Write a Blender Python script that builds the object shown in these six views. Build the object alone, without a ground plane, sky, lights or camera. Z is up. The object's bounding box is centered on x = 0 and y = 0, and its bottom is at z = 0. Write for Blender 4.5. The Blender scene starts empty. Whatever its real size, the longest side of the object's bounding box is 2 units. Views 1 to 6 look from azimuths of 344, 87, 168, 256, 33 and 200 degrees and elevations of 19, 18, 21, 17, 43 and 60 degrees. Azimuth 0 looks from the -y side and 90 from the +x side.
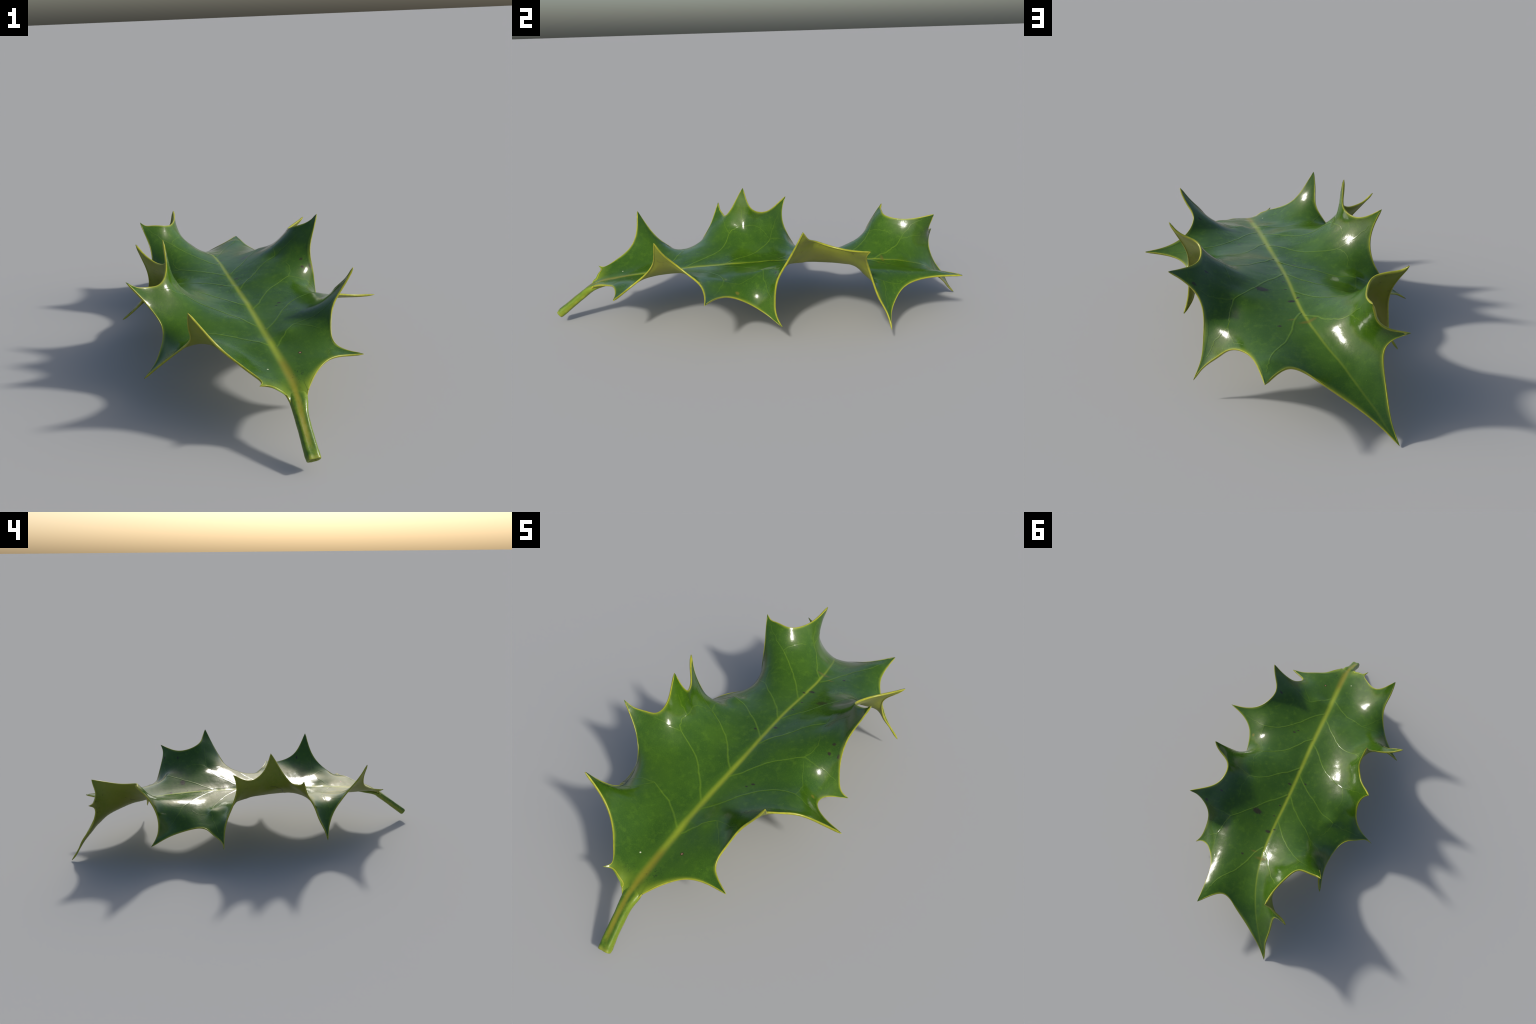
"""A single holly leaf lying on its spines: glossy dark green blade, cupped and
waved, with a yellow horny margin drawn out into stiff spines and a short petiole.

How it is built: the spine tips, the margin that bows between them, the midrib and
the lateral veins are curves in space.  The curves are unrolled into the flat plane
(so that distances along the leaf are kept), the flat outline is meshed, and a
thin-plate surface folds the flat leaf back through the curves."""
import bpy, math, random
import numpy as np
from mathutils import Vector, Matrix
from mathutils.geometry import delaunay_2d_cdt

random.seed(7)
rng = np.random.default_rng(7)

# the spine tips, left (L) and right (R) from the petiole to the apex (A);
# B is where the blade leaves the petiole, P where it has sunk into it
SPINE_TIP = {
    'A': (-0.179, 0.997, 0.002),
    'R1': (0.274, -0.675, 0.219),
    'R2': (0.321, -0.473, 0.485),
    'R3': (0.513, -0.268, 0.267),
    'R4': (0.389, 0.056, 0.100),
    'R5': (0.417, 0.150, 0.529),
    'R6': (0.450, 0.425, 0.441),
    'R7': (0.405, 0.534, 0.067),
    'R8': (0.218, 0.900, 0.233),
    'L1': (-0.166, -0.805, 0.241),
    'L2': (-0.357, -0.617, 0.463),
    'L3': (-0.499, -0.348, 0.102),
    'L4': (-0.518, -0.203, 0.452),
    'L5': (-0.341, -0.073, 0.564),
    'L6': (-0.428, 0.151, 0.490),
    'L7': (-0.513, 0.224, 0.117),
    'L8': (-0.336, 0.581, 0.098),
    'L9': (-0.343, 0.646, 0.449),
    'L10': (-0.134, 0.861, 0.433),
    'L11': (-0.252, 0.886, 0.328),
    'BL': (-0.077, -0.819, 0.194),
    'PL': (-0.058, -0.862, 0.136),
    'PR': (-0.022, -0.862, 0.136),
    'BR': (0.004, -0.808, 0.194),
}
# the concave margin between neighbouring spines: the points it bows through
MARGIN = {}
MARGIN['PL', 'BL'] = [(-0.066, -0.838, 0.166)]
MARGIN['PR', 'BR'] = [(-0.012, -0.834, 0.167)]
MARGIN['BL', 'L1'] = [(-0.082, -0.805, 0.198), (-0.097, -0.799, 0.209), (-0.116, -0.793, 0.221), (-0.141, -0.788, 0.229)]
MARGIN['L1', 'L2'] = [(-0.151, -0.772, 0.239), (-0.176, -0.730, 0.256), (-0.213, -0.682, 0.282), (-0.260, -0.638, 0.324), (-0.308, -0.619, 0.390)]
MARGIN['L2', 'L3'] = [(-0.351, -0.575, 0.389), (-0.339, -0.526, 0.324), (-0.355, -0.469, 0.268), (-0.390, -0.415, 0.214), (-0.440, -0.374, 0.159)]
MARGIN['L3', 'L4'] = [(-0.454, -0.343, 0.148), (-0.420, -0.320, 0.205), (-0.404, -0.297, 0.273), (-0.430, -0.258, 0.334), (-0.471, -0.228, 0.393)]
MARGIN['L4', 'L5'] = [(-0.480, -0.196, 0.422), (-0.433, -0.181, 0.410), (-0.381, -0.167, 0.412), (-0.349, -0.136, 0.454), (-0.342, -0.106, 0.508)]
MARGIN['L5', 'L6'] = [(-0.333, -0.059, 0.508), (-0.326, -0.034, 0.458), (-0.343, 0.010, 0.432), (-0.369, 0.058, 0.433), (-0.402, 0.105, 0.457)]
MARGIN['L6', 'L7'] = [(-0.408, 0.130, 0.429), (-0.388, 0.131, 0.359), (-0.387, 0.156, 0.290), (-0.408, 0.188, 0.226), (-0.453, 0.209, 0.165)]
MARGIN['L7', 'L8'] = [(-0.472, 0.228, 0.145), (-0.427, 0.262, 0.168), (-0.374, 0.305, 0.191), (-0.334, 0.385, 0.172), (-0.321, 0.481, 0.140)]
MARGIN['L8', 'L9'] = [(-0.316, 0.547, 0.143), (-0.314, 0.534, 0.207), (-0.311, 0.542, 0.273), (-0.314, 0.567, 0.337), (-0.328, 0.604, 0.394)]
MARGIN['L9', 'L10'] = [(-0.319, 0.635, 0.431), (-0.273, 0.632, 0.427), (-0.218, 0.636, 0.418), (-0.177, 0.694, 0.407), (-0.148, 0.772, 0.414)]
MARGIN['L10', 'L11'] = [(-0.146, 0.852, 0.396), (-0.160, 0.845, 0.361), (-0.189, 0.853, 0.337), (-0.223, 0.865, 0.328)]
MARGIN['L11', 'A'] = [(-0.189, 0.854, 0.283), (-0.172, 0.865, 0.215), (-0.170, 0.896, 0.154), (-0.166, 0.934, 0.101), (-0.170, 0.962, 0.046)]
MARGIN['BR', 'R1'] = [(0.039, -0.766, 0.211), (0.077, -0.726, 0.221), (0.121, -0.698, 0.232), (0.170, -0.680, 0.231), (0.221, -0.673, 0.223)]
MARGIN['R1', 'R2'] = [(0.222, -0.643, 0.228), (0.185, -0.600, 0.252), (0.198, -0.544, 0.299), (0.228, -0.499, 0.357), (0.277, -0.482, 0.419)]
MARGIN['R2', 'R3'] = [(0.302, -0.439, 0.426), (0.278, -0.393, 0.373), (0.300, -0.338, 0.330), (0.350, -0.290, 0.301), (0.428, -0.269, 0.277)]
MARGIN['R3', 'R4'] = [(0.436, -0.234, 0.259), (0.364, -0.173, 0.242), (0.336, -0.095, 0.202), (0.338, -0.014, 0.147)]
MARGIN['R4', 'R5'] = [(0.366, 0.032, 0.151), (0.355, 0.031, 0.224), (0.351, 0.044, 0.303), (0.356, 0.085, 0.382), (0.385, 0.119, 0.455)]
MARGIN['R5', 'R6'] = [(0.382, 0.174, 0.488), (0.328, 0.208, 0.463), (0.317, 0.265, 0.438), (0.341, 0.329, 0.424), (0.392, 0.379, 0.428)]
MARGIN['R6', 'R7'] = [(0.408, 0.417, 0.404), (0.359, 0.435, 0.347), (0.344, 0.459, 0.276), (0.353, 0.485, 0.200), (0.372, 0.519, 0.131)]
MARGIN['R7', 'R8'] = [(0.365, 0.537, 0.115), (0.317, 0.563, 0.161), (0.275, 0.611, 0.208), (0.234, 0.691, 0.229), (0.219, 0.793, 0.236)]
MARGIN['R8', 'A'] = [(0.118, 0.814, 0.225), (0.040, 0.841, 0.183), (-0.027, 0.880, 0.135), (-0.086, 0.919, 0.092), (-0.137, 0.955, 0.047)]
# the midrib, petiole to apex
MIDRIB = [(-0.041, -0.862, 0.138), (-0.037, -0.812, 0.193), (-0.032, -0.635, 0.228), (-0.029, -0.420, 0.249), (-0.021, -0.202, 0.263), (-0.017, 0.016, 0.270), (-0.012, 0.232, 0.274), (-0.001, 0.443, 0.266), (-0.013, 0.647, 0.246), (-0.071, 0.829, 0.178), (-0.150, 0.957, 0.050), (-0.179, 0.997, 0.002)]
# lateral veins, from the midrib outwards
VEIN = {}
VEIN['r2'] = [(-0.030, -0.547, 0.237), (-0.001, -0.520, 0.241), (0.024, -0.493, 0.256), (0.053, -0.468, 0.269), (0.085, -0.444, 0.274)]
VEIN['r3'] = [(-0.028, -0.413, 0.250), (0.045, -0.351, 0.264), (0.106, -0.275, 0.274), (0.182, -0.213, 0.281), (0.276, -0.189, 0.281)]
VEIN['r4'] = [(-0.022, -0.227, 0.262), (0.033, -0.165, 0.269), (0.082, -0.098, 0.279), (0.145, -0.046, 0.289), (0.217, -0.009, 0.305)]
VEIN['r5'] = [(-0.017, -0.014, 0.270), (0.032, 0.048, 0.285), (0.092, 0.097, 0.300), (0.146, 0.152, 0.319), (0.216, 0.180, 0.342)]
VEIN['r6'] = [(-0.014, 0.170, 0.274), (0.044, 0.237, 0.285), (0.105, 0.300, 0.297), (0.162, 0.366, 0.306), (0.228, 0.423, 0.306)]
VEIN['r6b'] = [(0.228, 0.423, 0.306), (0.242, 0.440, 0.283), (0.252, 0.464, 0.264), (0.261, 0.492, 0.252), (0.269, 0.522, 0.245)]
VEIN['r7'] = [(-0.001, 0.504, 0.263), (0.053, 0.581, 0.253), (0.088, 0.661, 0.244), (0.141, 0.721, 0.245), (0.180, 0.786, 0.245)]
VEIN['l1'] = [(-0.030, -0.537, 0.238), (-0.079, -0.491, 0.248), (-0.130, -0.447, 0.249), (-0.189, -0.417, 0.262), (-0.251, -0.390, 0.268)]
VEIN['l2'] = [(-0.028, -0.386, 0.252), (-0.084, -0.315, 0.264), (-0.138, -0.243, 0.276), (-0.207, -0.185, 0.296), (-0.280, -0.153, 0.342)]
VEIN['l2b'] = [(-0.280, -0.153, 0.342), (-0.295, -0.140, 0.353), (-0.303, -0.123, 0.362), (-0.304, -0.103, 0.369), (-0.298, -0.082, 0.373)]
VEIN['l3'] = [(-0.021, -0.184, 0.264), (-0.081, -0.120, 0.270), (-0.132, -0.048, 0.272), (-0.197, 0.010, 0.285), (-0.271, 0.054, 0.305)]
VEIN['l4'] = [(-0.017, 0.024, 0.271), (-0.073, 0.098, 0.266), (-0.142, 0.157, 0.264), (-0.210, 0.212, 0.254), (-0.288, 0.247, 0.249)]
VEIN['l5'] = [(-0.014, 0.176, 0.274), (-0.056, 0.234, 0.270), (-0.101, 0.289, 0.268), (-0.156, 0.335, 0.266), (-0.205, 0.386, 0.260)]
VEIN['l6'] = [(-0.006, 0.336, 0.271), (-0.049, 0.402, 0.271), (-0.098, 0.462, 0.285), (-0.151, 0.516, 0.307), (-0.207, 0.556, 0.342)]
VEIN['l7'] = [(-0.002, 0.535, 0.261), (-0.035, 0.573, 0.268), (-0.062, 0.616, 0.277), (-0.086, 0.659, 0.292), (-0.117, 0.691, 0.318)]
# where the blade billows or sinks between its veins
BILLOW = [
    (-0.248, -0.578, 0.297),
    (-0.198, -0.558, 0.265),
    (-0.305, -0.481, 0.282),
    (0.118, -0.469, 0.281),
    (-0.320, -0.401, 0.259),
    (0.183, -0.356, 0.301),
    (-0.308, -0.351, 0.271),
    (-0.351, -0.330, 0.271),
    (-0.239, -0.310, 0.287),
    (-0.117, -0.300, 0.274),
    (-0.298, -0.264, 0.304),
    (-0.342, -0.173, 0.383),
    (0.209, -0.113, 0.281),
    (0.302, -0.029, 0.250),
    (-0.325, -0.012, 0.390),
    (0.248, -0.008, 0.296),
    (0.295, 0.008, 0.290),
    (-0.331, 0.105, 0.321),
    (0.240, 0.107, 0.343),
    (-0.311, 0.133, 0.292),
    (0.260, 0.155, 0.367),
    (-0.278, 0.169, 0.263),
    (0.326, 0.174, 0.435),
    (-0.333, 0.183, 0.246),
    (0.214, 0.190, 0.348),
    (0.235, 0.223, 0.370),
    (0.186, 0.224, 0.338),
    (-0.353, 0.241, 0.214),
    (-0.282, 0.265, 0.233),
    (0.284, 0.324, 0.373),
    (0.222, 0.344, 0.329),
    (-0.314, 0.350, 0.202),
    (-0.276, 0.359, 0.223),
    (0.248, 0.399, 0.320),
    (0.130, 0.399, 0.291),
    (0.169, 0.424, 0.296),
    (-0.236, 0.452, 0.272),
    (0.161, 0.455, 0.284),
    (0.090, 0.458, 0.272),
    (0.221, 0.491, 0.266),
    (-0.264, 0.527, 0.309),
    (-0.166, 0.595, 0.340),
    (-0.075, 0.715, 0.253),
    (-0.133, 0.765, 0.340),
    (-0.145, 0.800, 0.289),
    (-0.144, 0.817, 0.358),
    (-0.121, 0.854, 0.180),
]

SOFT = 2e-5            # how far the surface may ease away from a vein point

LEFT = ['PL', 'BL', 'L1', 'L2', 'L3', 'L4', 'L5', 'L6', 'L7', 'L8', 'L9', 'L10', 'L11', 'A']
RIGHT = ['PR', 'BR', 'R1', 'R2', 'R3', 'R4', 'R5', 'R6', 'R7', 'R8', 'A']

HALF = 0.0040          # half the thickness of the blade
STEP = 0.010           # mesh spacing


# ------------------------------------------------------------------ curves
def spline(points, t):
    """natural cubic spline through points (uniform knots), at parameters t in 0..1"""
    p = np.asarray(points, float)
    n = len(p)
    if n == 2:
        t = np.asarray(t)[:, None]
        return p[0] * (1 - t) + p[1] * t
    a, r = np.eye(n), np.zeros((n, n))
    for i in range(1, n - 1):
        a[i, i - 1:i + 2] = 1, 4, 1
        r[i, i - 1:i + 2] = 6, -12, 6
    m = np.linalg.solve(a, r @ p)
    x = np.clip(np.asarray(t, float), 0, 1) * (n - 1)
    k = np.minimum(x.astype(int), n - 2)
    u = (x - k)[:, None]
    w = 1 - u
    return w * p[k] + u * p[k + 1] + ((w ** 3 - w) * m[k] + (u ** 3 - u) * m[k + 1]) / 6


def even(points, count):
    """count points evenly spaced along the spline through points"""
    fine = spline(points, np.linspace(0, 1, 400))
    s = np.r_[0, np.cumsum(np.linalg.norm(np.diff(fine, axis=0), axis=1))]
    want = np.linspace(0, s[-1], count)
    return np.stack([np.interp(want, s, fine[:, k]) for k in range(fine.shape[1])], 1)


def length(points):
    return np.linalg.norm(np.diff(even(points, 100), axis=0), axis=1).sum()


arcs = []              # every margin arc as a curve, going round the leaf
for side in (LEFT, RIGHT):
    for a, b in zip(side, side[1:]):
        arcs.append((a, b, [SPINE_TIP[a]] + MARGIN[a, b] + [SPINE_TIP[b]]))

# ------------------------------------------------------------------ unroll
PER_ARC = 13
nodes, flat0, soft, arc_nodes, arc_of = [], [], [], {}, []
mid_fine = even(MIDRIB, 400)
mid_s = np.r_[0, np.cumsum(np.linalg.norm(np.diff(mid_fine, axis=0), axis=1))]


def first_guess(p):
    d = np.linalg.norm(mid_fine - p, axis=1)
    k = d.argmin()
    return (math.copysign(d[k], p[0] - mid_fine[k, 0]), mid_s[k])


known = {}


def add_node(p, stiff, arc=-1):
    key = tuple(np.round(p, 4))
    if key not in known:
        known[key] = len(nodes)
        nodes.append(np.array(p, float))
        flat0.append(first_guess(p))
        soft.append(stiff)
        arc_of.append(arc)
    return known[key]


for i, (a, b, pts) in enumerate(arcs):
    arc_nodes[a, b] = [add_node(p, 0.0, i) for p in even(pts, PER_ARC)]
mid_nodes = [add_node(p, 1.0) for p in even(MIDRIB, 24)]
vein_nodes = {}
for name, pts in VEIN.items():
    ids = [add_node(p, 1.0) for p in even(pts, 6)[1:]]
    vein_nodes[name] = ids
for p in BILLOW:
    add_node(p, 0.3)
nodes, flat0, soft, arc_of = map(np.array, (nodes, flat0, soft, arc_of))
N = len(nodes)

gap = np.linalg.norm(nodes[:, None] - nodes[None], axis=2)
graph = np.where(gap < 0.13, gap, 9.0)
same = (arc_of[:, None] == arc_of[None]) & (arc_of[:, None] >= 0)
graph[same] = 9.0                                # do not jump over the air of a notch
for ids in list(arc_nodes.values()) + [mid_nodes]:
    for i, j in list(zip(ids, ids[1:])) + list(zip(ids, ids[2:])):
        graph[i, j] = graph[j, i] = gap[i, j]
np.fill_diagonal(graph, 0)
for k in range(N):                               # shortest ways over the leaf
    graph = np.minimum(graph, graph[:, k:k + 1] + graph[k:k + 1])
off = ~np.eye(N, dtype=bool)
weight = np.zeros((N, N))
weight[off] = graph[off] ** -2.5
weight[graph > 0.7] *= 0.1
lap = -weight.copy()
lap[np.arange(N), np.arange(N)] = weight.sum(1)
inverse = np.linalg.pinv(lap)
flat = flat0.copy()
for _ in range(400):                             # stress majorisation
    d = np.linalg.norm(flat[:, None] - flat[None], axis=2) + np.eye(N)
    b = -weight * graph / d
    b[np.arange(N), np.arange(N)] = 0
    b[np.arange(N), np.arange(N)] = -b.sum(1)
    flat = inverse @ (b @ flat)
# stand the unrolled leaf upright: midrib along +v, left side at negative u
axis = flat[mid_nodes[-1]] - flat[mid_nodes[0]]
axis /= np.linalg.norm(axis)
flat = np.stack([flat @ np.array([axis[1], -axis[0]]), flat @ axis], 1)
flat -= flat[mid_nodes[0]]
if flat[arc_nodes['R2', 'R3'][0], 0] < 0:
    flat[:, 0] *= -1


# ------------------------------------------------------------------ fold back
def kernel(r):
    return np.where(r > 1e-9, r * r * np.log(np.maximum(r, 1e-9)), 0.0)


k_nn = kernel(np.linalg.norm(flat[:, None] - flat[None], axis=2))
k_nn[np.arange(N), np.arange(N)] += 1e-5 + soft * SOFT
side_terms = np.c_[np.ones(N), flat]
system = np.block([[k_nn, side_terms], [side_terms.T, np.zeros((3, 3))]])
coef = np.linalg.solve(system, np.r_[nodes, np.zeros((3, 3))])


def fold(uv):
    """flat leaf coordinates -> place in space, and the upper side's normal"""
    uv = np.atleast_2d(np.asarray(uv, float))
    d = uv[:, None] - flat[None]
    r = np.linalg.norm(d, axis=2)
    p = kernel(r) @ coef[:N] + np.c_[np.ones(len(uv)), uv] @ coef[N:]
    g = np.where(r > 1e-9, 2 * np.log(np.maximum(r, 1e-9)) + 1, 0)
    du = (g * d[..., 0]) @ coef[:N] + coef[N + 1]
    dv = (g * d[..., 1]) @ coef[:N] + coef[N + 2]
    n = np.cross(du, dv)
    n /= np.linalg.norm(n, axis=1)[:, None]
    return p, n


def fold_many(uv, block=4000):
    parts = [fold(uv[i:i + block]) for i in range(0, len(uv), block)]
    return np.concatenate([p[0] for p in parts]), np.concatenate([p[1] for p in parts])


# ------------------------------------------------------------------ mesh of the blade
rim = []               # (flat, space) of the outline, once round
rim_arc = {}
for a, b, pts in arcs:
    count = max(8, int(length(pts) / 0.007))
    t = np.linspace(0, 1, count)
    f = spline(flat[arc_nodes[a, b]], t)
    s = spline(even(pts, PER_ARC), t)
    rim_arc[a, b] = (f, s)
loop_f, loop_s = [], []
for a, b, _ in arcs[:len(LEFT) - 1]:
    f, s = rim_arc[a, b]
    loop_f += list(f[:-1])
    loop_s += list(s[:-1])
for a, b, _ in reversed(arcs[len(LEFT) - 1:]):
    f, s = rim_arc[a, b]
    loop_f += list(f[:0:-1])
    loop_s += list(s[:0:-1])
f0, s0 = rim_arc['PR', 'BR']
loop_f.append(f0[0])
loop_s.append(s0[0])
loop_f.append(flat[mid_nodes[0]])
loop_s.append(nodes[mid_nodes[0]])
loop_f, loop_s = np.array(loop_f), np.array(loop_s)
L = len(loop_f)


def to_polyline(uv, line, closed=False):
    """distance of flat points to a flat polyline"""
    a = line
    b = np.roll(line, -1, axis=0) if closed else line[1:]
    a = a if closed else a[:-1]
    out = np.empty(len(uv))
    ab = b - a
    l2 = (ab ** 2).sum(1) + 1e-12
    for i in range(0, len(uv), 2000):
        q = uv[i:i + 2000, None] - a
        t = np.clip((q * ab).sum(2) / l2, 0, 1)
        out[i:i + 2000] = np.linalg.norm(q - t[..., None] * ab, axis=2).min(1)
    return out


lo, hi = loop_f.min(0), loop_f.max(0)
grid = []
row = 0
v = lo[1]
while v < hi[1]:
    u = lo[0] + (STEP / 2 if row % 2 else 0)
    xs = np.arange(u, hi[0], STEP)
    grid.append(np.c_[xs, np.full(len(xs), v)])
    v += STEP * 0.866
    row += 1
grid = np.concatenate(grid)
inside = np.zeros(len(grid), bool)
for i in range(L):
    p, q = loop_f[i], loop_f[(i + 1) % L]
    cross = (p[1] > grid[:, 1]) != (q[1] > grid[:, 1])
    with np.errstate(divide='ignore', invalid='ignore'):
        x = p[0] + (grid[:, 1] - p[1]) / (q[1] - p[1]) * (q[0] - p[0])
    inside ^= cross & (grid[:, 0] < x)
grid = grid[inside]
grid = grid[to_polyline(grid, loop_f, True) > STEP * 0.55]
uv_all = np.r_[loop_f, grid]
res = delaunay_2d_cdt([Vector(p) for p in uv_all], [(i, (i + 1) % L) for i in range(L)], [], 1, 1e-6)
uv_mesh = np.array([tuple(p) for p in res[0]])
tris = np.array([tuple(f) for f in res[2]])
source = [o[0] if o else -1 for o in res[3]]

mid_flat = spline(flat[mid_nodes], np.linspace(0, 1, 200))
place, normal = fold_many(uv_mesh)
for i, o in enumerate(source):
    if 0 <= o < L:
        place[i] = loop_s[o]
e1 = uv_mesh[tris[:, 1]] - uv_mesh[tris[:, 0]]
e2 = uv_mesh[tris[:, 2]] - uv_mesh[tris[:, 0]]
turned = (e1[:, 0] * e2[:, 1] - e1[:, 1] * e2[:, 0]) < 0
tris[turned] = tris[turned][:, ::-1]

edge_gap = to_polyline(uv_mesh, loop_f[:-1])
mid_gap = to_polyline(uv_mesh, mid_flat)
along = np.clip(uv_mesh[:, 1] / mid_flat[-1, 1], 0, 1)


def ripple(p, scale, octaves=3):
    """smooth value noise made of a few crossed sine waves"""
    g = np.random.default_rng(3)
    out = np.zeros(len(p))
    for o in range(octaves):
        for _ in range(5):
            k = g.normal(size=3)
            k *= scale * 2 ** o / np.linalg.norm(k)
            out += np.sin(p @ k + g.uniform(0, 6.28)) / (5 * 1.7 ** o)
    return out


mid_width = 0.016 * (1 - along) + 0.003
sunk = -0.0022 * np.exp(-(mid_gap / mid_width) ** 2)
keel = 0.007 * (1 - 0.7 * along) * np.exp(-(mid_gap / (mid_width * 1.3)) ** 2)
inner = np.clip(edge_gap / 0.05, 0, 1)
wave = ripple(place, 45.0) * 0.0006 * inner
thick = HALF * np.clip(0.55 + edge_gap / 0.03 * 0.45, 0, 1)
rise = thick - 0.68 * HALF * np.clip(edge_gap / 0.03, 0, 1)      # the curves lie in the upper skin
top = place + normal * (rise + sunk * inner + wave)[:, None]
bottom = place + normal * (rise - 2 * thick - keel * inner + wave)[:, None]


# ------------------------------------------------------------------ objects
leaf = bpy.data.objects.new('holly_leaf', None)
bpy.context.scene.collection.objects.link(leaf)
leaf.empty_display_size = 0.1
leaf['label'] = 'glossy dark green spiny holly leaf with yellow margin'
leaf['category'] = 'leaf'


def add_part(name, verts, faces, materials, slots=None, normals=None, smooth=True, parent=None):
    mesh = bpy.data.meshes.new(name)
    mesh.from_pydata([tuple(map(float, p)) for p in verts], [], [tuple(map(int, f)) for f in faces])
    for m in materials:
        mesh.materials.append(m)
    mesh.polygons.foreach_set('use_smooth', [smooth] * len(mesh.polygons))
    if slots is not None:
        mesh.polygons.foreach_set('material_index', [int(i) for i in slots])
    mesh.update()
    if normals is not None:
        mesh.normals_split_custom_set_from_vertices([tuple(map(float, n)) for n in normals])
    obj = bpy.data.objects.new(name, mesh)
    bpy.context.scene.collection.objects.link(obj)
    obj.parent = parent or leaf
    return obj


def vertex_normals(verts, faces):
    n = np.zeros_like(verts)
    f = np.cross(verts[faces[:, 1]] - verts[faces[:, 0]], verts[faces[:, 2]] - verts[faces[:, 0]])
    for k in range(3):
        np.add.at(n, faces[:, k], f)
    return n / (np.linalg.norm(n, axis=1)[:, None] + 1e-12)


n_top, n_bottom = vertex_normals(top, tris), -vertex_normals(bottom, tris)


def sheet(name, chosen, materials):
    """both faces of a region of the blade, with the whole blade's normals"""
    used = np.unique(tris[chosen])
    back = -np.ones(len(uv_mesh), int)
    back[used] = np.arange(len(used))
    t = back[tris[chosen]]
    m = len(used)
    return add_part(name, np.r_[top[used], bottom[used]], np.r_[t, t[:, ::-1] + m], materials,
                    [0] * len(t) + [1] * len(t), np.r_[n_top[used], n_bottom[used]])


centre_gap = mid_gap[tris].mean(1)
centre_along = along[tris].mean(1)
is_mid = centre_gap < 0.016 * (1 - centre_along) + 0.004


# ------------------------------------------------------------------ materials
class Nodes:
    """a small helper to write node trees as expressions"""

    def __init__(self, name):
        self.m = bpy.data.materials.new(name)
        self.m.use_nodes = True
        self.t = self.m.node_tree
        self.bsdf = self.t.nodes['Principled BSDF']
        self.coord = self.t.nodes.new('ShaderNodeTexCoord').outputs['Object']

    def put(self, socket, value):
        if hasattr(value, 'is_output'):
            self.t.links.new(value, socket)
        elif isinstance(value, (tuple, list)) and len(value) == 3 and socket.type == 'RGBA':
            socket.default_value = (*value, 1)
        else:
            socket.default_value = value

    def node(self, kind, out=0, **given):
        n = self.t.nodes.new('ShaderNode' + kind)
        for k, v in given.items():
            if isinstance(k, str) and k.startswith('i_'):
                key = k[2:]
                self.put(n.inputs[int(key) if key.isdigit() else key.replace('_', ' ')], v)
            else:
                setattr(n, k, v)
        return n.outputs[out]

    def math(self, op, a, b=0.0, c=0.0):
        return self.node('Math', operation=op, i_0=a, i_1=b, i_2=c)

    def noise(self, scale, detail=3.0, rough=0.55, vector=None, distortion=0.0):
        return self.node('TexNoise', i_Vector=vector or self.coord, i_Scale=scale, i_Detail=detail,
                         i_Roughness=rough, i_Distortion=distortion)

    def band(self, value, low, high, to_low=0.0, to_high=1.0):
        return self.node('MapRange', i_0=value, i_1=low, i_2=high, i_3=to_low, i_4=to_high,
                         interpolation_type='SMOOTHSTEP')

    def mix(self, factor, a, b):
        n = self.t.nodes.new('ShaderNodeMix')
        n.data_type = 'RGBA'
        self.put(n.inputs[0], factor)
        self.put(n.inputs[6], a)
        self.put(n.inputs[7], b)
        return n.outputs[2]

    def curve(self, value, low, high, points):
        """a curve over low..high of value, through (place, height 0..1) points"""
        n = self.t.nodes.new('ShaderNodeFloatCurve')
        c = n.mapping.curves[0]
        pts = [((x - low) / (high - low), y) for x, y in points]
        while len(c.points) < len(pts):
            c.points.new(0.5, 0.5)
        for p, q in zip(c.points, pts):
            p.location = q
            p.handle_type = 'AUTO'
        n.mapping.update()
        self.put(n.inputs['Value'], self.node('MapRange', i_0=value, i_1=low, i_2=high, i_3=0.0, i_4=1.0))
        return n.outputs[0]

    def near(self, place, radius, soft=0.4, stretch=(1, 1, 1), ragged=0.0, scale=160.0):
        """1 inside a spot around a place, fading over its edge"""
        d = self.node('VectorMath', operation='SUBTRACT', i_0=self.coord, i_1=place)
        d = self.node('VectorMath', operation='MULTIPLY', i_0=d, i_1=tuple(1 / s for s in stretch))
        l = self.node('VectorMath', 1, operation='LENGTH', i_0=d)
        if ragged:
            l = self.math('ADD', l, self.math('MULTIPLY', self.math('SUBTRACT', self.noise(scale, 4), 0.5), ragged * radius * 2))
        return self.band(l, radius * (1 - soft), radius * (1 + soft), 1.0, 0.0)

    def bump(self, height, strength, distance, normal=None):
        n = self.t.nodes.new('ShaderNodeBump')
        self.put(n.inputs['Height'], height)
        n.inputs['Strength'].default_value = strength
        n.inputs['Distance'].default_value = distance
        if normal:
            self.t.links.new(normal, n.inputs['Normal'])
        return n.outputs[0]

    def finish(self, color, rough, normal=None, specular=0.5, coat=0.0, coat_rough=0.1):
        self.put(self.bsdf.inputs['Base Color'], color)
        self.put(self.bsdf.inputs['Roughness'], rough)
        self.put(self.bsdf.inputs['Specular IOR Level'], specular)
        self.bsdf.inputs['Coat Weight'].default_value = coat
        self.bsdf.inputs['Coat Roughness'].default_value = coat_rough
        if normal:
            self.t.links.new(normal, self.bsdf.inputs['Normal'])
        return self.m


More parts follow.
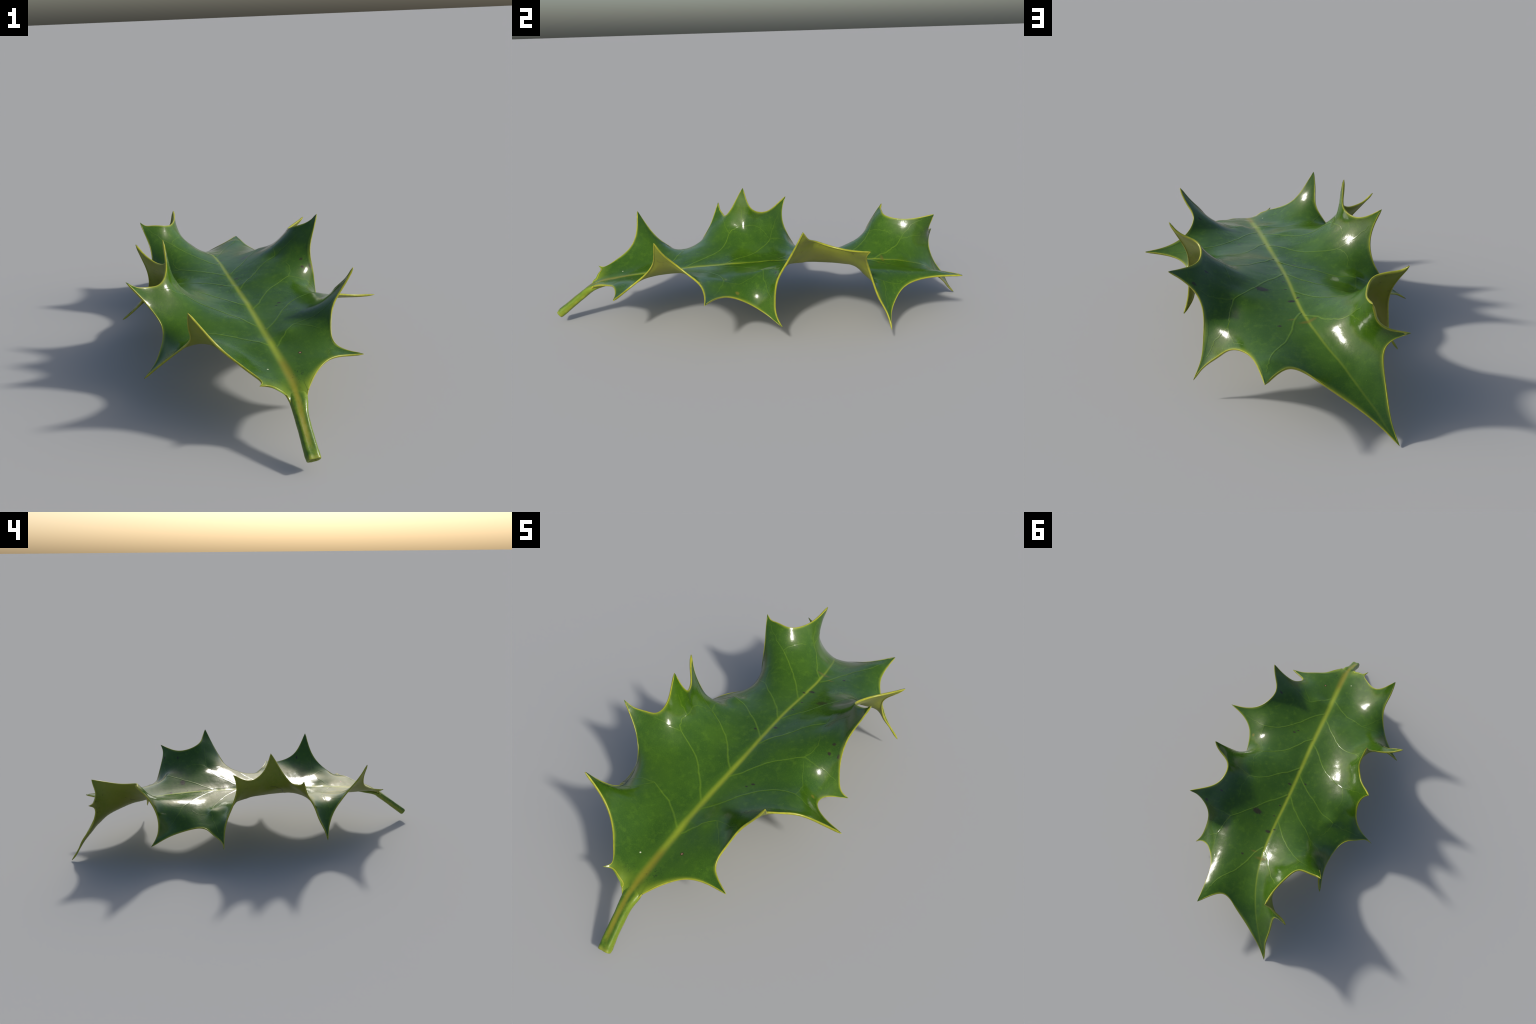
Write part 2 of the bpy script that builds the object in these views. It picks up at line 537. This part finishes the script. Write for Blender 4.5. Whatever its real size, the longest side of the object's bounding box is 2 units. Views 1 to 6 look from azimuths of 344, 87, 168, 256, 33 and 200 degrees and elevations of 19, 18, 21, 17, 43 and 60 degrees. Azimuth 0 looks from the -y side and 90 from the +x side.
GREEN_DARK = (0.033, 0.090, 0.0055)
GREEN = (0.047, 0.116, 0.006)
GREEN_LIGHT = (0.092, 0.190, 0.010)
YELLOW = (0.255, 0.325, 0.022)
OCHRE = (0.235, 0.225, 0.017)
OLIVE = (0.215, 0.245, 0.022)

# flecks on the upper side: (place, radius, ragged)
DARK_FLECK = [((0.100, -0.214, 0.273), 0.0055), ((0.083, -0.234, 0.271), 0.0035),
              ((0.110, 0.342, 0.296), 0.0150), ((0.018, 0.424, 0.269), 0.0085),
              ((-0.011, 0.402, 0.270), 0.0045), ((0.007, 0.119, 0.278), 0.0060),
              ((-0.073, 0.084, 0.267), 0.0045), ((0.307, 0.072, 0.355), 0.0055),
              ((0.302, 0.041, 0.324), 0.0050), ((0.344, 0.045, 0.319), 0.0055),
              ((0.310, 0.341, 0.395), 0.0050), ((0.364, 0.415, 0.381), 0.0050),
              ((0.099, 0.584, 0.260), 0.0050), ((0.249, -0.396, 0.353), 0.0050),
              ((0.261, 0.239, 0.352), 0.0050), ((0.010, 0.262, 0.277), 0.0035),
              ((0.017, 0.329, 0.276), 0.0035)]


def deck_color(k, x, y):
    """the upper side of the petiole: green with an ochre stripe down the middle"""
    mx = k.curve(y, -1.02, -0.70, [(-1.02, 0.5 - 0.050), (-0.92, 0.5 - 0.050), (-0.84, 0.5 - 0.043), (-0.70, 0.5 - 0.034)])
    aside = k.math('ABSOLUTE', k.math('SUBTRACT', k.math('ADD', x, 0.5), mx))
    deck = k.mix(k.band(k.noise(45.0, 4), 0.38, 0.66), (0.060, 0.135, 0.009), (0.125, 0.205, 0.013))
    deck = k.mix(k.band(aside, 0.014, 0.034), deck, (0.17, 0.25, 0.016))
    stripe = k.math('MULTIPLY', k.band(aside, 0.001, 0.016, 1.0, 0.0), k.band(y, -0.99, -0.93))
    return k.mix(k.math('MULTIPLY', stripe, 0.9), deck, OCHRE)


def top_material(name='waxy_green', tint=None, amount=0.0):
    k = Nodes(name)
    sep = k.t.nodes.new('ShaderNodeSeparateXYZ')
    k.t.links.new(k.coord, sep.inputs[0])
    x, y, z = sep.outputs
    cloud = k.noise(5.0, 4, 0.55)
    mottle = k.noise(38.0, 5, 0.6)
    grain = k.noise(260.0, 3, 0.6)
    color = k.mix(k.band(cloud, 0.35, 0.65), GREEN_DARK, GREEN)
    color = k.mix(k.math('MULTIPLY', k.band(mottle, 0.48, 0.78), 0.45), color, GREEN_LIGHT)
    color = k.mix(k.math('MULTIPLY', k.band(grain, 0.45, 0.75), 0.22), color, GREEN_LIGHT)
    color = k.mix(k.math('MULTIPLY', k.band(grain, 0.50, 0.25), 0.25), color, (0.013, 0.060, 0.004))
    # bright pinprick glands
    cell = k.node('TexVoronoi', i_Vector=k.coord, i_Scale=60.0)
    pick = k.band(k.noise(14.0, 2), 0.52, 0.62)
    color = k.mix(k.math('MULTIPLY', k.math('MULTIPLY', k.band(cell, 0.10, 0.03), pick), 0.55), color, (0.16, 0.33, 0.02))
    # the midrib: a soft yellow band along a line in the leaf
    line = [(p[1], p[0]) for p in even(MIDRIB, 15)]
    high = [(p[1], p[2]) for p in even(MIDRIB, 15)]
    mx = k.band_line = k.math('MULTIPLY_ADD', k.curve(y, -0.85, 1.0, [(a, b + 0.5) for a, b in line]), 1.0, -0.5)
    mz = k.curve(y, -0.85, 1.0, high)
    aside = k.math('ABSOLUTE', k.math('SUBTRACT', x, mx))
    aloft = k.math('ABSOLUTE', k.math('SUBTRACT', z, mz))
    here = k.math('MULTIPLY', k.band(aloft, 0.03, 0.06, 1.0, 0.0), 1.0)
    width = k.curve(y, -0.85, 1.0, [(-0.85, 0.023), (-0.6, 0.0180), (-0.2, 0.0138), (0.2, 0.0098), (0.5, 0.0070), (0.62, 0.0056), (1.0, 0.004)])
    ratio = k.math('DIVIDE', aside, width)
    core = k.band(ratio, 0.0, 1.35, 1.0, 0.0)
    halo = k.band(ratio, 0.6, 3.2, 1.0, 0.0)
    fade = k.math('MULTIPLY', k.band(y, 0.48, 0.66, 1.0, 0.45), k.band(y, 0.6, 1.0, 1.0, 0.35))
    color = k.mix(k.math('MULTIPLY', k.math('MULTIPLY', halo, here), k.math('MULTIPLY', fade, 0.38)), color, GREEN_LIGHT)
    stripe = k.mix(k.band(y, -0.60, -0.66), YELLOW, OCHRE)
    stripe = k.mix(k.math('MULTIPLY', k.band(k.noise(120.0, 3), 0.45, 0.7), 0.25), stripe, (0.17, 0.24, 0.015))
    color = k.mix(k.math('MULTIPLY', k.math('MULTIPLY', core, here), k.math('MULTIPLY', fade, 0.95)), color, stripe)
    # the base of the blade pales towards the petiole
    color = k.mix(k.band(y, -0.73, -0.835, 0.0, 1.0), color, deck_color(k, x, y))
    # sooty streaks beside the midrib at the base
    soot = k.math('MULTIPLY', k.band(k.noise(70.0, 5, 0.7, distortion=1.5), 0.55, 0.64),
                  k.math('MAXIMUM', k.near((0.000, -0.735, 0.215), 0.035, 0.5), k.math('MULTIPLY', k.near((-0.090, -0.745, 0.215), 0.022, 0.5), 0.8)))
    color = k.mix(k.math('MULTIPLY', soot, 0.8), color, (0.012, 0.022, 0.006))
    # scar across the midrib near the apex
    scar = k.math('MAXIMUM', k.near((-0.004, 0.578, 0.259), 0.012, 0.6, (2.4, 0.6, 2), 0.3), k.near((0.045, 0.550, 0.263), 0.006, 0.6, (2.6, 0.7, 2), 0.3))
    color = k.mix(k.math('MULTIPLY', scar, 0.55), color, (0.16, 0.12, 0.012))
    # flecks
    dark = None
    for place, radius in DARK_FLECK:
        s = k.near(place, radius * 1.2, 0.40, (1.35, 0.8, 2.5), ragged=0.8)
        dark = s if dark is None else k.math('MAXIMUM', dark, s)
    color = k.mix(k.math('MULTIPLY', dark, 0.82), color, (0.030, 0.016, 0.012))
    color = k.mix(k.near((0.046, -0.617, 0.245), 0.0068, 0.25, (1, 1, 3)), color, (0.06, 0.03, 0.012))
    color = k.mix(k.near((0.046, -0.617, 0.245), 0.003, 0.3, (1, 1, 6)), color, (0.45, 0.28, 0.13))
    color = k.mix(k.math('MULTIPLY', k.near((0.323, -0.130, 0.243), 0.009, 0.5, ragged=0.4), 0.6), color, (0.22, 0.17, 0.02))
    for place in ((-0.052, 0.622, 0.266), (-0.098, -0.679, 0.230)):
        color = k.mix(k.near(place, 0.0032, 0.4), color, (0.62, 0.66, 0.42))
    if tint:                                      # towards a vein or the margin
        color = k.mix(amount, color, tint)
    # waxy skin: fine pits and low swells break the highlights
    fine = k.noise(420.0, 3, 0.6)
    swell = k.noise(55.0, 3, 0.5)
    n = k.bump(swell, 0.07, 0.006)
    n = k.bump(k.noise(150.0, 3, 0.6), 0.075, 0.002, n)
    n = k.bump(fine, 0.14, 0.0012, n)
    rough = k.band(k.noise(30.0, 3), 0.3, 0.7, 0.11, 0.18)
    return k.finish(color, rough, n, 0.5)


def under_material():
    k = Nodes('olive_underside')
    sep = k.t.nodes.new('ShaderNodeSeparateXYZ')
    k.t.links.new(k.coord, sep.inputs[0])
    color = k.mix(k.band(k.noise(6.0, 4), 0.35, 0.7), OLIVE, (0.170, 0.215, 0.020))
    color = k.mix(k.math('MULTIPLY', k.band(k.noise(90.0, 4), 0.4, 0.75), 0.35), color, (0.25, 0.25, 0.05))
    speck = k.math('MULTIPLY', k.band(k.noise(75.0, 3), 0.60, 0.68), k.band(k.noise(9.0, 2), 0.45, 0.6))
    color = k.mix(k.math('MULTIPLY', speck, 0.55), color, (0.09, 0.06, 0.015))
    n = k.bump(k.noise(240.0, 4), 0.25, 0.0015)
    return k.finish(color, 0.45, n, 0.28)


def simple_material(name, color, other, rough, scale=60.0, specular=0.45, bump=0.15):
    k = Nodes(name)
    c = k.mix(k.band(k.noise(scale, 4), 0.35, 0.7), color, other)
    n = k.bump(k.noise(scale * 4, 3), bump, 0.001)
    return k.finish(c, rough, n, specular)


def spine_material():
    k = Nodes('spine_horn')
    sep = k.t.nodes.new('ShaderNodeSeparateXYZ')
    k.t.links.new(k.coord, sep.inputs[0])
    c = k.mix(k.band(sep.outputs[2], 0.45, 0.95), (0.34, 0.33, 0.03), (0.20, 0.115, 0.018))
    return k.finish(c, 0.32, None, 0.45)


def petiole_material():
    k = Nodes('petiole_skin')
    sep = k.t.nodes.new('ShaderNodeSeparateXYZ')
    k.t.links.new(k.coord, sep.inputs[0])
    x, y, z = sep.outputs
    mz = k.curve(y, -1.02, -0.70, [(-1.02, 0.030), (-0.945, 0.079), (-0.90, 0.114), (-0.855, 0.147), (-0.81, 0.178), (-0.70, 0.21)])
    up = k.band(k.math('SUBTRACT', z, mz), -0.004, 0.008)
    side = k.mix(k.band(k.noise(40.0, 3), 0.35, 0.7), (0.17, 0.24, 0.018), (0.24, 0.28, 0.025))
    color = k.mix(up, side, deck_color(k, x, y))
    color = k.mix(k.band(y, -0.985, -1.0), color, (0.23, 0.27, 0.03))
    n = k.bump(k.noise(45.0, 4), 0.2, 0.005)
    n = k.bump(k.noise(260.0, 3), 0.15, 0.0012, n)
    return k.finish(color, k.band(k.noise(50.0, 3), 0.35, 0.65, 0.26, 0.44), n, 0.4)


M_TOP, M_UNDER = top_material(), under_material()
M_RIM = simple_material('horny_yellow', (0.36, 0.36, 0.024), (0.27, 0.30, 0.020), 0.30)
VEIN_TINT = (0.17, 0.30, 0.016)
M_VEIN = [top_material('vein_green', VEIN_TINT, 0.35), top_material('vein_green_side', VEIN_TINT, 0.16)]
M_TWIG = [top_material('veinlet_green', VEIN_TINT, 0.20), top_material('veinlet_green_side', VEIN_TINT, 0.07)]
M_EDGE = [top_material('margin_fade', YELLOW, a) for a in (0.80, 0.55, 0.35, 0.21, 0.11, 0.04)]
M_UNDERVEIN = simple_material('vein_olive', (0.105, 0.115, 0.020), (0.14, 0.15, 0.025), 0.45, 90.0, 0.3)
M_SPINE, M_PETIOLE = spine_material(), petiole_material()

sheet('blade', ~is_mid, [M_TOP, M_UNDER])
sheet('midrib', is_mid, [M_TOP, M_UNDER])


# ------------------------------------------------------------------ horny margin
def tube(path, across, upward, wide, high, sides=8):
    """sweep an oval along a path; wide/high are radii per point"""
    a = np.linspace(0, 2 * math.pi, sides, endpoint=False)
    ring = (across[:, None] * np.cos(a)[None, :, None] * np.asarray(wide)[:, None, None]
            + upward[:, None] * np.sin(a)[None, :, None] * np.asarray(high)[:, None, None])
    verts = (path[:, None] + ring).reshape(-1, 3)
    faces = []
    for i in range(len(path) - 1):
        for j in range(sides):
            p, q = i * sides + j, i * sides + (j + 1) % sides
            faces.append((p, q, q + sides, p + sides))
    faces.append(tuple(range(sides))[::-1])
    faces.append(tuple((len(path) - 1) * sides + j for j in range(sides)))
    return verts, faces


def place_top(uv):
    """the upper skin of the finished blade at flat points"""
    p, n = fold_many(uv)
    gap = to_polyline(uv, loop_f[:-1])
    t = HALF * np.clip(0.55 + gap / 0.03 * 0.45, 0, 1)
    low = mid_flat[np.abs(mid_flat[:, 1][None] - uv[:, 1][:, None]).argmin(1)]
    w = 0.016 * (1 - np.clip(uv[:, 1] / mid_flat[-1, 1], 0, 1)) + 0.003
    dip = -0.0022 * np.exp(-(to_polyline(uv, mid_flat) / w) ** 2)
    inn = np.clip(gap / 0.05, 0, 1)
    return p + n * (t - 0.68 * HALF * np.clip(gap / 0.03, 0, 1) + dip * inn + ripple(p, 45.0) * 0.0006 * inn)[:, None], n


NOT_SPINE = ('PL', 'PR', 'BL', 'BR')
spine_back = {}
for a, b, pts in arcs:
    f, s = rim_arc[a, b]
    _, n = fold_many(f)
    along_arc = np.gradient(s, axis=0)
    along_arc /= np.linalg.norm(along_arc, axis=1)[:, None] + 1e-12
    across = np.cross(along_arc, n)
    across /= np.linalg.norm(across, axis=1)[:, None]
    up = np.cross(across, along_arc)
    inward = across if b in LEFT and (a in LEFT and a != 'A') else -across
    way = np.r_[0, np.cumsum(np.linalg.norm(np.diff(s, axis=0), axis=1))]
    to_a, to_b = way, way[-1] - way
    size = np.ones(len(s))
    for end, d in ((a, to_a), (b, to_b)):
        if end not in NOT_SPINE:
            size *= np.clip(0.30 + d / 0.028, 0.30, 1)
    size *= 1 + 0.16 * np.sin(way * 31 + 2.1 * len(b) + 5 * s[0, 1]) * np.sin(way * 13 + 7 * s[0, 0])
    wide, high = 0.0025 * size, 0.0043 * size
    if a in NOT_SPINE:
        high = high * (1.0 if b not in ('BL', 'BR') else np.linspace(0.4, 1.0, len(s)))
        wide = wide * (1.0 if b not in ('BL', 'BR') else np.linspace(0.4, 1.0, len(s)))
    verts, faces = tube(s + inward * (wide * 0.10)[:, None] - up * 0.0007, across, up, wide, high)
    add_part('margin', verts, faces, [M_RIM])
    for end, d in ((a, to_a), (b, to_b)):
        spine_back.setdefault(end, []).append(s[np.abs(d - 0.034).argmin()])
    if b in NOT_SPINE:
        continue
    # the yellow fades into the blade over narrow bands
    df = np.gradient(f, axis=0)
    df /= np.linalg.norm(df, axis=1)[:, None] + 1e-12
    turn = np.c_[df[:, 1], -df[:, 0]]
    if (turn * (np.array([mid_flat[100, 0], f[len(f) // 2, 1]]) - f[len(f) // 2])).sum(1)[len(f) // 2] < 0:
        turn = -turn
    fat = 1.9 if (a, b) == ('BL', 'L1') else (1.3 if a == 'BR' else 0.85)
    fat = fat * (1 + 0.35 * np.sin(way * 23 + 3 * s[0, 0]))
    if a in NOT_SPINE:
        fat = fat * np.clip(0.15 + to_a / 0.03, 0, 1)
    rows = []
    tip_way = np.minimum(to_a if a not in NOT_SPINE else 1.0, to_b if b not in NOT_SPINE else 1.0)
    for reach in (0.0012, 0.0034, 0.0053, 0.0074, 0.0098, 0.0125, 0.0155):
        q = f + turn * np.minimum(reach * fat, 0.10 * tip_way * reach / 0.0155)[:, None]
        p, qn = place_top(q)
        rows.append(p + qn * 0.0005)
    m = len(f)
    verts = np.concatenate(rows)
    faces, slots = [], []
    for r in range(6):
        for i in range(m - 1):
            quad = (r * m + i, r * m + i + 1, (r + 1) * m + i + 1, (r + 1) * m + i)
            e = np.cross(verts[quad[1]] - verts[quad[0]], verts[quad[3]] - verts[quad[0]])
            faces.append(quad if e @ n[i] > 0 else quad[::-1])
            slots.append(r)
    add_part('margin_band', verts, faces, M_EDGE, slots)

# ------------------------------------------------------------------ spines
SIDES = 10
rings = [(0.0, 0.0004), (0.25, 0.0011), (0.5, 0.0021), (0.72, 0.0017), (0.93, 0.0007)]
sv = [(r * math.cos(2 * math.pi * j / SIDES), r * math.sin(2 * math.pi * j / SIDES), h) for h, r in rings for j in range(SIDES)]
sf = [(i * SIDES + j, i * SIDES + (j + 1) % SIDES, (i + 1) * SIDES + (j + 1) % SIDES, (i + 1) * SIDES + j)
      for i in range(len(rings) - 1) for j in range(SIDES)]
sv.append((0, 0, 1.0))
sf += [((len(rings) - 1) * SIDES + j, (len(rings) - 1) * SIDES + (j + 1) % SIDES, len(sv) - 1) for j in range(SIDES)]
first = None
for name, back in spine_back.items():
    if name in NOT_SPINE:
        continue
    tip = Vector(SPINE_TIP[name])
    foot = Vector(np.mean(back, axis=0))
    if first is None:
        first = add_part('spine', sv, sf, [M_SPINE])
        spine = first
    else:
        spine = first.copy()
        bpy.context.scene.collection.objects.link(spine)
    d = tip - foot
    spine.location = foot
    spine.rotation_mode = 'QUATERNION'
    spine.rotation_quaternion = d.to_track_quat('Z', 'Y')
    spine.scale = (1, 1, d.length * 1.01)

# ------------------------------------------------------------------ lateral veins
def vein_strip(name, uv, wide, lift, materials, below=False):
    if below:
        p, n = fold_many(uv)
        base = p - n * 1.68 * HALF
    else:
        base, n = place_top(uv)
    way = np.gradient(base, axis=0)
    way /= np.linalg.norm(way, axis=1)[:, None]
    across = np.cross(way, n)
    section = [(-2.2, 0.15), (-0.9, 0.5), (-0.45, 0.9), (0, 1.0), (0.45, 0.9), (0.9, 0.5), (2.2, 0.15)]
    sign = -1 if below else 1
    verts = np.stack([base + across * (o * wide)[:, None] + sign * n * (0.0003 + h * lift) for o, h in section], 1).reshape(-1, 3)
    m = len(section)
    faces = [(i * m + j, i * m + j + 1, (i + 1) * m + j + 1, (i + 1) * m + j) for i in range(len(base) - 1) for j in range(m - 1)]
    if not below:
        faces = [f[::-1] for f in faces]
    slots = [1 if j in (0, m - 2) and len(materials) > 1 else 0 for i in range(len(base) - 1) for j in range(m - 1)]
    return add_part(name, verts, faces, materials, slots)


def wander(uv, amount, seed):
    g = np.random.default_rng(seed)
    t = np.linspace(0, 1, len(uv))
    d = np.gradient(uv, axis=0)
    d /= np.linalg.norm(d, axis=1)[:, None] + 1e-9
    s = sum(np.sin(t * f * 6.28 + g.uniform(0, 6.28)) / f for f in (2, 3, 5, 8, 13))
    return uv + np.c_[-d[:, 1], d[:, 0]] * (s * amount * np.sin(t * 3.14))[:, None]


vein_end = {}
for i, (name, ids) in enumerate(vein_nodes.items()):
    if name.endswith('b'):
        start = flat[vein_nodes[name[:-1]][-1]]
    else:
        p = np.array(VEIN[name][0])
        q = np.linalg.norm(mid_fine - p, axis=1).argmin() / 399
        start = spline(flat[mid_nodes], [q])[0]
    uv = even(np.vstack([start, flat[ids]]), 60)
    vein_end[name] = uv[-1]
    t = np.linspace(0, 1, 60)
    w0 = 0.0026 if not name.endswith('b') else 0.0018
    uv = wander(uv, 0.0035, i)
    clear = to_polyline(uv, mid_flat) > 0.010 * (1 - np.clip(uv[:, 1] / mid_flat[-1, 1], 0, 1)) + 0.002
    uv, t = (uv[clear], t[clear]) if not name.endswith('b') else (uv, t)
    vein_strip('lateral_vein', uv, w0 * (1 - 0.5 * t), 0.00045, M_VEIN)
    vein_strip('underside_vein', uv, 0.0014 * (1 - 0.4 * t), 0.0004, [M_UNDERVEIN], True)

# forks and loops that tie the lateral veins together short of the margin
def tip_flat(name):
    return flat[arc_nodes[[k for k in arc_nodes if k[1] == name][0]][-1]]


BRANCH = [('r3', 'R3', 0.55), ('r3', 'r4', 0.9), ('r4', 'R4', 0.55), ('r4', 'r5', 0.7), ('r5', 'R5', 0.5), ('r5', 'r6', 0.6),
          ('r6', 'R6', 0.5), ('r6b', 'R7', 0.6), ('r7', 'R8', 0.5), ('r6b', 'r7', 0.45), ('r2', 'R2', 0.6), ('r2', 'R1', 0.4),
          ('l1', 'L3', 0.5), ('l1', 'L2', 0.4), ('l2', 'L4', 0.55), ('l2b', 'l3', 0.95), ('l2b', 'L5', 0.5), ('l3', 'L6', 0.6), ('l3', 'l4', 0.6),
          ('l4', 'L7', 0.6), ('l4', 'l5', 0.7), ('l5', 'L8', 0.55), ('l5', 'l6', 0.5), ('l6', 'L9', 0.75), ('l6', 'l7', 0.7),
          ('l7', 'L10', 0.7), ('l7', 'L11', 0.5)]
for i, (a, b, part) in enumerate(BRANCH):
    p = vein_end[a]
    q = vein_end[b] if b in vein_end else tip_flat(b)
    q = p + (q - p) * part
    side = math.copysign(1, p[0] - mid_flat[100, 0])
    bow = np.array([side * 0.10 * np.linalg.norm(q - p) if b in vein_end else 0.0, 0.0])
    uv = even([p, (p + q) / 2 + bow, q], 30)
    uv = wander(uv, 0.004, 100 + i)
    t = np.linspace(0, 1, 30)
    vein_strip('veinlet', uv, 0.0018 * (1 - 0.6 * t), 0.0002, M_TWIG)

# ------------------------------------------------------------------ petiole
#        centre                    half width, half height
PETIOLE = [((-0.048, -0.991, 0.0455), 0.0245, 0.0185), ((-0.048, -0.978, 0.0555), 0.0255, 0.0200),
           ((-0.048, -0.945, 0.0810), 0.0246, 0.0190), ((-0.046, -0.900, 0.1160), 0.0244, 0.0185),
           ((-0.043, -0.858, 0.1485), 0.0268, 0.0180), ((-0.038, -0.825, 0.1730), 0.0335, 0.0172),
           ((-0.036, -0.790, 0.1870), 0.0350, 0.0125), ((-0.034, -0.740, 0.1980), 0.0280, 0.0110),
           ((-0.033, -0.680, 0.2090), 0.0170, 0.0085), ((-0.032, -0.600, 0.2220), 0.0090, 0.0055)]
count, sides = 60, 28
t = np.linspace(0, 1, count)
c = spline([p[0] for p in PETIOLE], t)
hw = spline([[p[1]] for p in PETIOLE], t)[:, 0]
hh = spline([[p[2]] for p in PETIOLE], t)[:, 0]
way = np.gradient(c, axis=0)
way /= np.linalg.norm(way, axis=1)[:, None]
across = np.cross(way, [0, 0, 1.0])
across /= np.linalg.norm(across, axis=1)[:, None]
up = np.cross(across, way)
verts = []
for i in range(count):
    for j in range(sides):
        a = 2 * math.pi * j / sides
        ca, sa = math.cos(a), math.sin(a)
        o = math.copysign(abs(ca) ** 0.65, ca)
        h = math.copysign(abs(sa) ** 0.8, sa)
        if sa > 0:                                # shallow channel along the upper side
            h *= 1 - 0.22 * math.exp(-(o / 0.45) ** 2)
        lump = 1 + 0.014 * math.sin(i * 0.45 + 3 * a) + 0.012 * math.sin(i * 1.1 - 2 * a + 1) * math.sin(i * 0.23)
        verts.append(c[i] + (across[i] * o * hw[i] + up[i] * h * hh[i]) * lump)
faces = [(i * sides + j, i * sides + (j + 1) % sides, (i + 1) * sides + (j + 1) % sides, (i + 1) * sides + j)
         for i in range(count - 1) for j in range(sides)]
# the torn cut end
cut = len(verts)
for ring, depth in ((0.75, 0.001), (0.4, -0.003)):
    for j in range(sides):
        p = c[0] + (verts[j] - c[0]) * ring - way[0] * depth * (1 + math.sin(j * 2.3))
        verts.append(p)
verts.append(c[0] + way[0] * 0.004)
for j in range(sides):
    k = (j + 1) % sides
    faces.append((k, j, cut + j, cut + k))
    faces.append((cut + k, cut + j, cut + sides + j, cut + sides + k))
    faces.append((cut + sides + k, cut + sides + j, len(verts) - 1))
add_part('petiole', verts, faces, [M_PETIOLE])
